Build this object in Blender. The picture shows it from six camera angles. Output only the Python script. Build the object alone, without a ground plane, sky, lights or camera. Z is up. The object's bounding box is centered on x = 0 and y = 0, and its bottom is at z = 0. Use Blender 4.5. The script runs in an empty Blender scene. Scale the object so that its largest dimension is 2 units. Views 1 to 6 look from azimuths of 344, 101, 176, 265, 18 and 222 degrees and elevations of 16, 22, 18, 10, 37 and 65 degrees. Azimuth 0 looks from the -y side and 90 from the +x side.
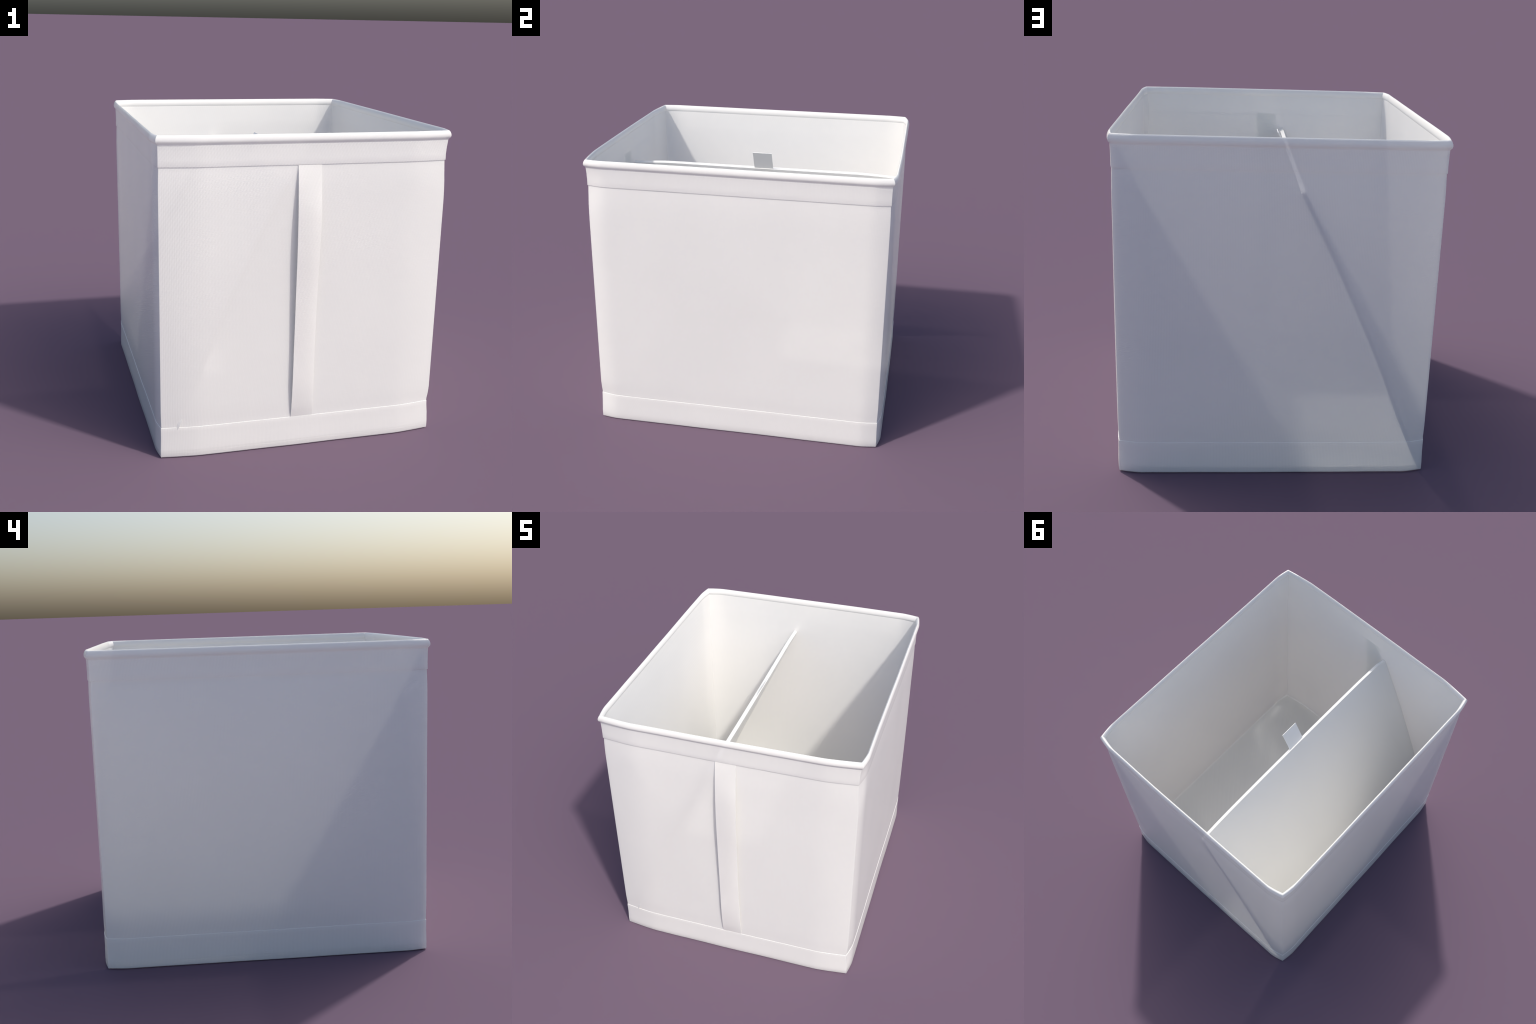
"""White fabric storage box: four soft side panels, sewn top and base bands, piped rim,
a front carrying strap and the stiff bottom board folded up diagonally with its pull tab."""
import bpy
import math
from mathutils import Vector, noise

# ------------------------------------------------------------------ overall sizes (metres)
HALF_WIDTH = 0.831            # corner line, x
HALF_DEPTH = 0.949            # corner line, y
CENTRE_Y = 0.012
HEIGHT = 1.852
BASE_BAND_TOP = 0.186
TOP_BAND_BOTTOM = 1.684
FABRIC = 0.006                # cloth thickness
BULGE = 0.023                 # walls stand proud of the corner lines
CORNER_RUN = 0.165            # ... reached this far from the corner
STEPS = 56


def smooth(a, b, x):
    t = min(1.0, max(0.0, (x - a) / (b - a)))
    return t * t * (3 - 2 * t)


def interpolate(points, x):
    """Smooth curve (Catmull-Rom / Hermite) through (x, y) control points."""
    n = len(points)
    if x <= points[0][0]:
        return points[0][1]
    if x >= points[-1][0]:
        return points[-1][1]
    for i in range(n - 1):
        if points[i][0] <= x <= points[i + 1][0]:
            break

    def slope(k):
        a, b = points[max(0, k - 1)], points[min(n - 1, k + 1)]
        return (b[1] - a[1]) / (b[0] - a[0])
    (x0, y0), (x1, y1) = points[i], points[i + 1]
    h = x1 - x0
    t = (x - x0) / h
    return ((2 * t**3 - 3 * t**2 + 1) * y0 + (t**3 - 2 * t**2 + t) * h * slope(i)
            + (-2 * t**3 + 3 * t**2) * y1 + (t**3 - t**2) * h * slope(i + 1))


# ------------------------------------------------------------------ materials
def fabric_material(name, colour, see_through, glow, weave=0.30):
    m = bpy.data.materials.new(name)
    m.use_nodes = True
    nt = m.node_tree
    nt.nodes.clear()

    def node(kind, **inputs):
        n = nt.nodes.new(kind)
        for k, v in inputs.items():
            n.inputs[k.replace("_", " ")].default_value = v
        return n

    def math_node(op, a, b=None):
        n = nt.nodes.new("ShaderNodeMath")
        n.operation = op
        for i, v in enumerate((a, b)):
            if v is None:
                continue
            if isinstance(v, (int, float)):
                n.inputs[i].default_value = v
            else:
                nt.links.new(v, n.inputs[i])
        return n.outputs[0]

    link = nt.links.new
    coord = node("ShaderNodeTexCoord")
    split = node("ShaderNodeSeparateXYZ")
    link(coord.outputs["Object"], split.inputs[0])
    x, y, z = split.outputs
    u = math_node("ADD", x, y)
    warp = math_node("MULTIPLY", u, 2 * math.pi / 0.0080)
    weft = math_node("MULTIPLY", math_node("ADD", z, math_node("MULTIPLY", u, 0.40)), 2 * math.pi / 0.0066)
    height = math_node("ADD", math_node("MULTIPLY", math_node("SINE", warp), 0.45), math_node("SINE", weft))
    fuzz = node("ShaderNodeTexNoise", Scale=160.0, Detail=3.0)
    link(coord.outputs["Object"], fuzz.inputs["Vector"])
    height = math_node("ADD", height, fuzz.outputs[0])
    bump = node("ShaderNodeBump", Strength=weave, Distance=0.0006)
    link(height, bump.inputs["Height"])

    mottle = node("ShaderNodeTexNoise", Scale=2.2, Detail=3.0)
    link(coord.outputs["Object"], mottle.inputs["Vector"])
    ramp = node("ShaderNodeValToRGB")
    ramp.color_ramp.elements[0].position, ramp.color_ramp.elements[1].position = 0.3, 0.7
    ramp.color_ramp.elements[0].color = (*[c * 0.992 for c in colour], 1)
    ramp.color_ramp.elements[1].color = (*colour, 1)
    link(mottle.outputs[0], ramp.inputs[0])

    cloth = node("ShaderNodeBsdfPrincipled", Roughness=0.21)
    cloth.inputs["Specular IOR Level"].default_value = 0.5
    link(ramp.outputs[0], cloth.inputs["Base Color"])
    link(bump.outputs[0], cloth.inputs["Normal"])
    through = node("ShaderNodeBsdfTranslucent")
    link(ramp.outputs[0], through.inputs["Color"])
    gaps = node("ShaderNodeBsdfTransparent")
    mix1 = node("ShaderNodeMixShader", Fac=glow)
    link(cloth.outputs[0], mix1.inputs[1])
    link(through.outputs[0], mix1.inputs[2])
    mix2 = node("ShaderNodeMixShader", Fac=see_through)
    link(mix1.outputs[0], mix2.inputs[1])
    link(gaps.outputs[0], mix2.inputs[2])
    out = node("ShaderNodeOutputMaterial")
    link(mix2.outputs[0], out.inputs["Surface"])
    return m


WHITE = (0.998, 0.998, 0.972)
CLOTH = fabric_material("white_fabric", WHITE, 0.28, 0.06)
BOARD = fabric_material("covered_board", WHITE, 0.20, 0.06, weave=0.2)
STRAP = fabric_material("white_webbing", WHITE, 0.22, 0.07, weave=0.35)
PIPING = fabric_material("white_piping", WHITE, 0.28, 0.06, weave=0.10)

# ------------------------------------------------------------------ helpers
box = bpy.data.objects.new("fabric_storage_box", None)
bpy.context.scene.collection.objects.link(box)
box["label"] = "white fabric storage box with strap handle and folded inner board"
box["category"] = "storage box"


def add_part(name, verts, faces, material, parent=None, angle=50):
    me = bpy.data.meshes.new(name)
    me.from_pydata(verts, [], faces)
    me.materials.append(material)
    me.polygons.foreach_set("use_smooth", [True] * len(faces))
    me.set_sharp_from_angle(angle=math.radians(angle))
    me.update()
    ob = bpy.data.objects.new(name, me)
    ob.parent = parent or box
    bpy.context.scene.collection.objects.link(ob)
    return ob


def grid_faces(rows, cols, start=0, flip=False):
    out = []
    for r in range(rows - 1):
        for c in range(cols - 1):
            a = start + r * cols + c
            q = (a, a + 1, a + cols + 1, a + cols)
            out.append(q[::-1] if flip else q)
    return out


# ------------------------------------------------------------------ the soft walls
# side = (outward normal axis, sign); t runs along the side, anticlockwise seen from above
SIDES = {"front": ((1, 0), (0, -1)), "right": ((0, 1), (1, 0)), "back": ((-1, 0), (0, 1)), "left": ((0, -1), (-1, 0))}


def wall_bulge(side, s, length, z):
    """Outward stand-off of the wall, s metres along a side of the given length."""
    d = min(s, length - s)
    hem = 1 - smooth(0.15, 0.5, z) + smooth(1.4, 1.7, z)      # firmer, straighter folds in the sewn bands
    run, power = (0.27, 1.75) if side == "front" else (CORNER_RUN, 1.9)      # the strap side turns the corner more softly
    ramp = 1 - max(0.0, 1 - d / (run - 0.05 * hem)) ** (power - 0.5 * hem)
    belly = math.sin(math.pi * s / length)
    upright = smooth(0.1, 0.7, z) * (1 - smooth(1.1, 1.75, z))
    if length > 1.8:                      # the two long sides lie flatter
        ramp = 1 - max(0.0, 1 - d / (0.125 - 0.015 * hem)) ** (1.8 - 0.4 * hem)
        return 0.0165 * ramp + 0.003 * belly * upright
    return BULGE * ramp + 0.004 * belly + 0.004 * belly * upright


def wobble(side, s, z, amount=0.0022):
    seed = {"front": 3.1, "right": 17.7, "back": 31.3, "left": 47.9}[side]
    return amount * noise.noise(Vector((s * 3.1 + seed, z * 1.9, seed * 0.37)))


def wall_point(side, f, offset, z, lift=0.0):
    """Point at fraction f along a side, pushed out by offset from the corner line."""
    along, out = SIDES[side]
    half_len, half_out = (HALF_WIDTH, HALF_DEPTH) if along[0] else (HALF_DEPTH, HALF_WIDTH)
    half = half_len + offset
    p = -half + 2 * half * f
    s = f * 2 * half_len
    d = min(s, 2 * half_len - s)
    fade = min(1.0, d / 0.08)
    off = half_out + offset + wall_bulge(side, s, 2 * half_len, z) + fade * wobble(side, s, z)
    lift_here = lift * fade * noise.noise(Vector((s * 5.3 + half_out * 9, 2.2, sum(out) * 5)))
    x, y = along[0] * p + out[0] * off, along[1] * p + out[1] * off + CENTRE_Y
    # slight pinches where the bands pull one corner in
    near = math.exp(-((x - HALF_WIDTH) ** 2 + (y - CENTRE_Y + HALF_DEPTH) ** 2) / 0.012)
    x -= near * (0.008 * (smooth(1.45, 1.66, z) - smooth(1.72, 1.83, z)) + 0.008 * math.exp(-((z - 0.18) / 0.05) ** 2))
    return (x, y, z + lift_here)


def fractions(n=STEPS):
    """Samples along a side, denser in the corner runs."""
    out = []
    for i in range(n + 1):
        t = i / n
        out.append(t + 0.075 * math.sin(2 * math.pi * t) * -1)
    return out


FR = fractions()


def strip(side, profile, lift=0.0):
    return [wall_point(side, f, o, z, lift) for (o, z) in profile for f in FR]


def strips_part(name, parts, material, angle=50):
    """Join wall strips (side, profile) into one part; the corners stay crisp folds."""
    verts, faces = [], []
    for side, profile, lift in parts:
        start = len(verts)
        verts += strip(side, profile, lift)
        faces += grid_faces(len(profile), len(FR), start)
    return add_part(name, verts, faces, material, angle=angle)


# profiles: (offset from corner line, z), listed upwards outside and downwards inside
base_outer = [(-0.006, 0.0), (0.000, 0.003), (0.002, 0.008), (0.002, 0.05), (0.000, 0.11), (0.000, 0.16), (0.000, BASE_BAND_TOP - 0.002),
              (-0.0004, BASE_BAND_TOP), (-0.0021, BASE_BAND_TOP + 0.0007)]
panel_outer = [(-0.0021, BASE_BAND_TOP + 0.0007), (-0.002, 0.205), (-0.001, 0.235), (0.0, 0.28)]
panel_outer += [(0.0, 0.28 + (1.56 - 0.28) * i / 24) for i in range(1, 25)]
panel_outer += [(-0.0008, 1.60), (-0.0018, 1.64), (-0.003, 1.67), (-0.0034, TOP_BAND_BOTTOM)]
band_outer = [(-0.0034, TOP_BAND_BOTTOM), (0.000, TOP_BAND_BOTTOM - 0.001), (0.0007, TOP_BAND_BOTTOM + 0.002), (0.0002, 1.72), (0.0006, 1.76), (0.0012, 1.785), (0.0015, 1.798)]
rim_profile = [(0.0015, 1.798), (0.0025, 1.8035), (0.0065, 1.8080), (0.0108, 1.8140), (0.0124, 1.8215), (0.0116, 1.831), (0.0083, 1.8415), (0.0039, 1.849),
               (0.000, HEIGHT), (-0.0039, 1.849), (-0.0083, 1.8415), (-0.0114, 1.831), (-0.0124, 1.823), (-0.0116, 1.8155), (-0.0094, 1.809), (-0.0075, 1.805)]
band_inner = [(-0.0075, 1.805), (-0.0078, 1.79), (-0.008, 1.76), (-0.008, 1.72), (-0.008, TOP_BAND_BOTTOM)]
panel_inner = [(-0.008, TOP_BAND_BOTTOM), (-0.0078, 1.66), (-0.007, 1.60), (-0.006, 1.52)]
panel_inner += [(-0.006, 1.52 - (1.52 - 0.30) * i / 22) for i in range(1, 23)]
panel_inner += [(-0.007, 0.22), (-0.008, 0.15), (-0.010, 0.08), (-0.010, 0.042), (-0.0115, 0.035), (-0.015, 0.030), (-0.021, 0.0275)]

for side in SIDES:
    strips_part("side_panel", [(side, panel_outer, 0), (side, panel_inner, 0)], CLOTH)
strips_part("top_band", [(s, p, 0) for s in SIDES for p in (band_outer, band_inner)], CLOTH)
strips_part("rim_piping", [(s, rim_profile, 0) for s in SIDES], PIPING, angle=70)
strips_part("base_band", [(s, base_outer, 0) for s in SIDES], CLOTH)


# ------------------------------------------------------------------ floor
def floor_panel():
    ring = lambda off, z: [wall_point(s, f, off, z) for s in SIDES for f in FR[:-1]]
    n = len(SIDES) * (len(FR) - 1)
    layers = [ring(-0.008, 0.001), ring(-0.0085, 0.022), ring(-0.0125, 0.027)]
    verts = [v for l in layers for v in l]
    faces = []
    for k in range(len(layers) - 1):
        for i in range(n):
            j = (i + 1) % n
            faces.append((k * n + i, k * n + j, (k + 1) * n + j, (k + 1) * n + i))
    faces.append(tuple(range(n))[::-1])
    faces.append(tuple(range(2 * n, 3 * n)))
    return add_part("floor_panel", verts, faces, CLOTH)


floor_panel()

# ------------------------------------------------------------------ folded-up board
# cross-section (height -> x) of the board, hinged along the foot of the left wall
BOARD_CURVE = [(0.030, -0.815), (0.154, -0.760), (0.295, -0.697), (0.491, -0.617), (0.682, -0.538), (0.868, -0.454), (1.049, -0.370), (1.225, -0.284), (1.396, -0.195), (1.560, -0.111)]
BOARD_THICK = 0.026


def wall_inner_y(x, z, sign):
    side = "back" if sign > 0 else "front"
    f = (x + HALF_WIDTH) / (2 * HALF_WIDTH)
    f = 1 - f if sign > 0 else f
    return wall_point(side, min(1, max(0, f)), -FABRIC, z)[1]


def divider_board():
    rows, cols = 46, 60
    verts = []
    for face in (1, -1):
        for r in range(rows):
            v = r / (rows - 1)
            for c in range(cols):
                w = c / (cols - 1)
                end = smooth(0.92, 1.0, abs(2 * w - 1))
                mid = 1 - abs(2 * w - 1) ** 2.2
                top = 1.583 + 0.013 * smooth(0, 0.6, mid) - 0.004 * end
                z = 0.030 + (top - 0.030) * v
                zc = 0.030 + 1.530 * v
                x = interpolate(BOARD_CURVE, zc) + 0.006 * mid * smooth(0.3, 1, v) - 0.008 * end * smooth(0.5, 1, v) * (w < 0.5)
                x += 0.025 * math.sin(math.pi * v ** 1.45) ** 0.9 * smooth(0, 0.2 if w < 0.5 else 0.5, mid)      # sag of the board
                # thickness, across the slope
                nx, nz = 0.905, -0.425
                h = BOARD_THICK / 2
                edge = min(r, rows - 1 - r)
                h *= 0.9 if edge == 0 else 1.0
                x, z = x + face * nx * h, z + face * nz * h
                y0, y1 = wall_inner_y(x, z, -1) + 0.003, wall_inner_y(x, z, 1) - 0.003
                poke = 0.0165 * math.exp(-((z - 0.20) / 0.045) ** 2) * (face > 0)
                y = y0 + (y1 - y0) * w - poke * max(0, 1 - w * 60)
                verts.append((x, y, z))
    n = rows * cols
    faces = grid_faces(rows, cols, 0) + grid_faces(rows, cols, n, flip=True)
    for r in range(rows - 1):
        a, b = r * cols, (r + 1) * cols
        faces.append((a, b, n + b, n + a))
        a, b = a + cols - 1, b + cols - 1
        faces.append((b, a, n + a, n + b))
    for c in range(cols - 1):
        a = c
        faces.append((a + 1, a, n + a, n + a + 1))
        a = (rows - 1) * cols + c
        faces.append((a, a + 1, n + a + 1, n + a))
    return add_part("divider_board", verts, faces, BOARD, angle=40)


board = divider_board()


def ribbon(name, path, material, parent=None, thickness=0.004):
    """Thin strip: path is a list of rows, each a list of (position, normal)."""
    rows, cols = len(path), len(path[0])
    verts = [tuple(Vector(p) + Vector(nrm) * thickness / 2) for row in path for p, nrm in row]
    verts += [tuple(Vector(p) - Vector(nrm) * thickness / 2) for row in path for p, nrm in row]
    n = rows * cols
    faces = grid_faces(rows, cols, 0) + grid_faces(rows, cols, n, flip=True)
    for r in range(rows - 1):
        a, b = r * cols, (r + 1) * cols
        faces.append((a, b, n + b, n + a))
        a, b = a + cols - 1, b + cols - 1
        faces.append((b, a, n + a, n + b))
    for c in range(cols - 1):
        faces.append((c + 1, c, n + c, n + c + 1))
        a = (rows - 1) * cols + c
        faces.append((a, a + 1, n + a + 1, n + a))
    return add_part(name, verts, faces, material, parent, angle=40)


# pull tab sewn into the board's top edge
tab_rows = []
for i in range(10):
    t = i / 9
    row = []
    for k in range(7):
        y = 0.012 + (k / 6 - 0.5) * 0.135
        row.append(((-0.116 + 0.080 * t + 0.004 * t * t, y, 1.565 + 0.158 * t), (-0.89, 0, 0.45)))
    tab_rows.append(row)
ribbon("pull_tab", tab_rows, BOARD, board)

# ------------------------------------------------------------------ carrying strap on the front
STRAP_LEFT = [(0.187, -0.9640), (0.25, -0.975), (0.40, -0.986), (0.60, -0.989), (0.80, -0.993), (1.00, -0.996), (1.20, -0.999), (1.40, -0.994), (1.55, -0.983), (1.64, -0.972), (1.685, -0.9632)]
STRAP_RIGHT = [(0.187, -0.9636), (0.25, -0.970), (0.40, -0.976), (0.60, -0.980), (0.80, -0.984), (1.00, -0.989), (1.20, -0.996), (1.40, -0.995), (1.55, -0.981), (1.64, -0.970), (1.685, -0.9630)]
STRAP_EDGE = [(0.187, 0.065), (0.4, 0.064), (0.6, 0.061), (0.8, 0.061), (1.0, 0.063), (1.2, 0.065), (1.4, 0.068), (1.685, 0.067)]
strap_rows = []
for i in range(70):
    z = 0.187 + (1.685 - 0.187) * i / 69
    yl, yr, xr = interpolate(STRAP_LEFT, z), interpolate(STRAP_RIGHT, z), interpolate(STRAP_EDGE, z)
    row = []
    for k in range(13):
        w = k / 12
        crown = 0.0025 * math.sin(math.pi * w) * smooth(0.2, 0.4, z) * (1 - smooth(1.45, 1.66, z))
        row.append(((-0.0675 + (xr + 0.0675) * w, yl + (yr - yl) * w - crown + 0.002, z), (0, -1, 0)))
    strap_rows.append(row)
ribbon("carrying_strap", strap_rows, STRAP)
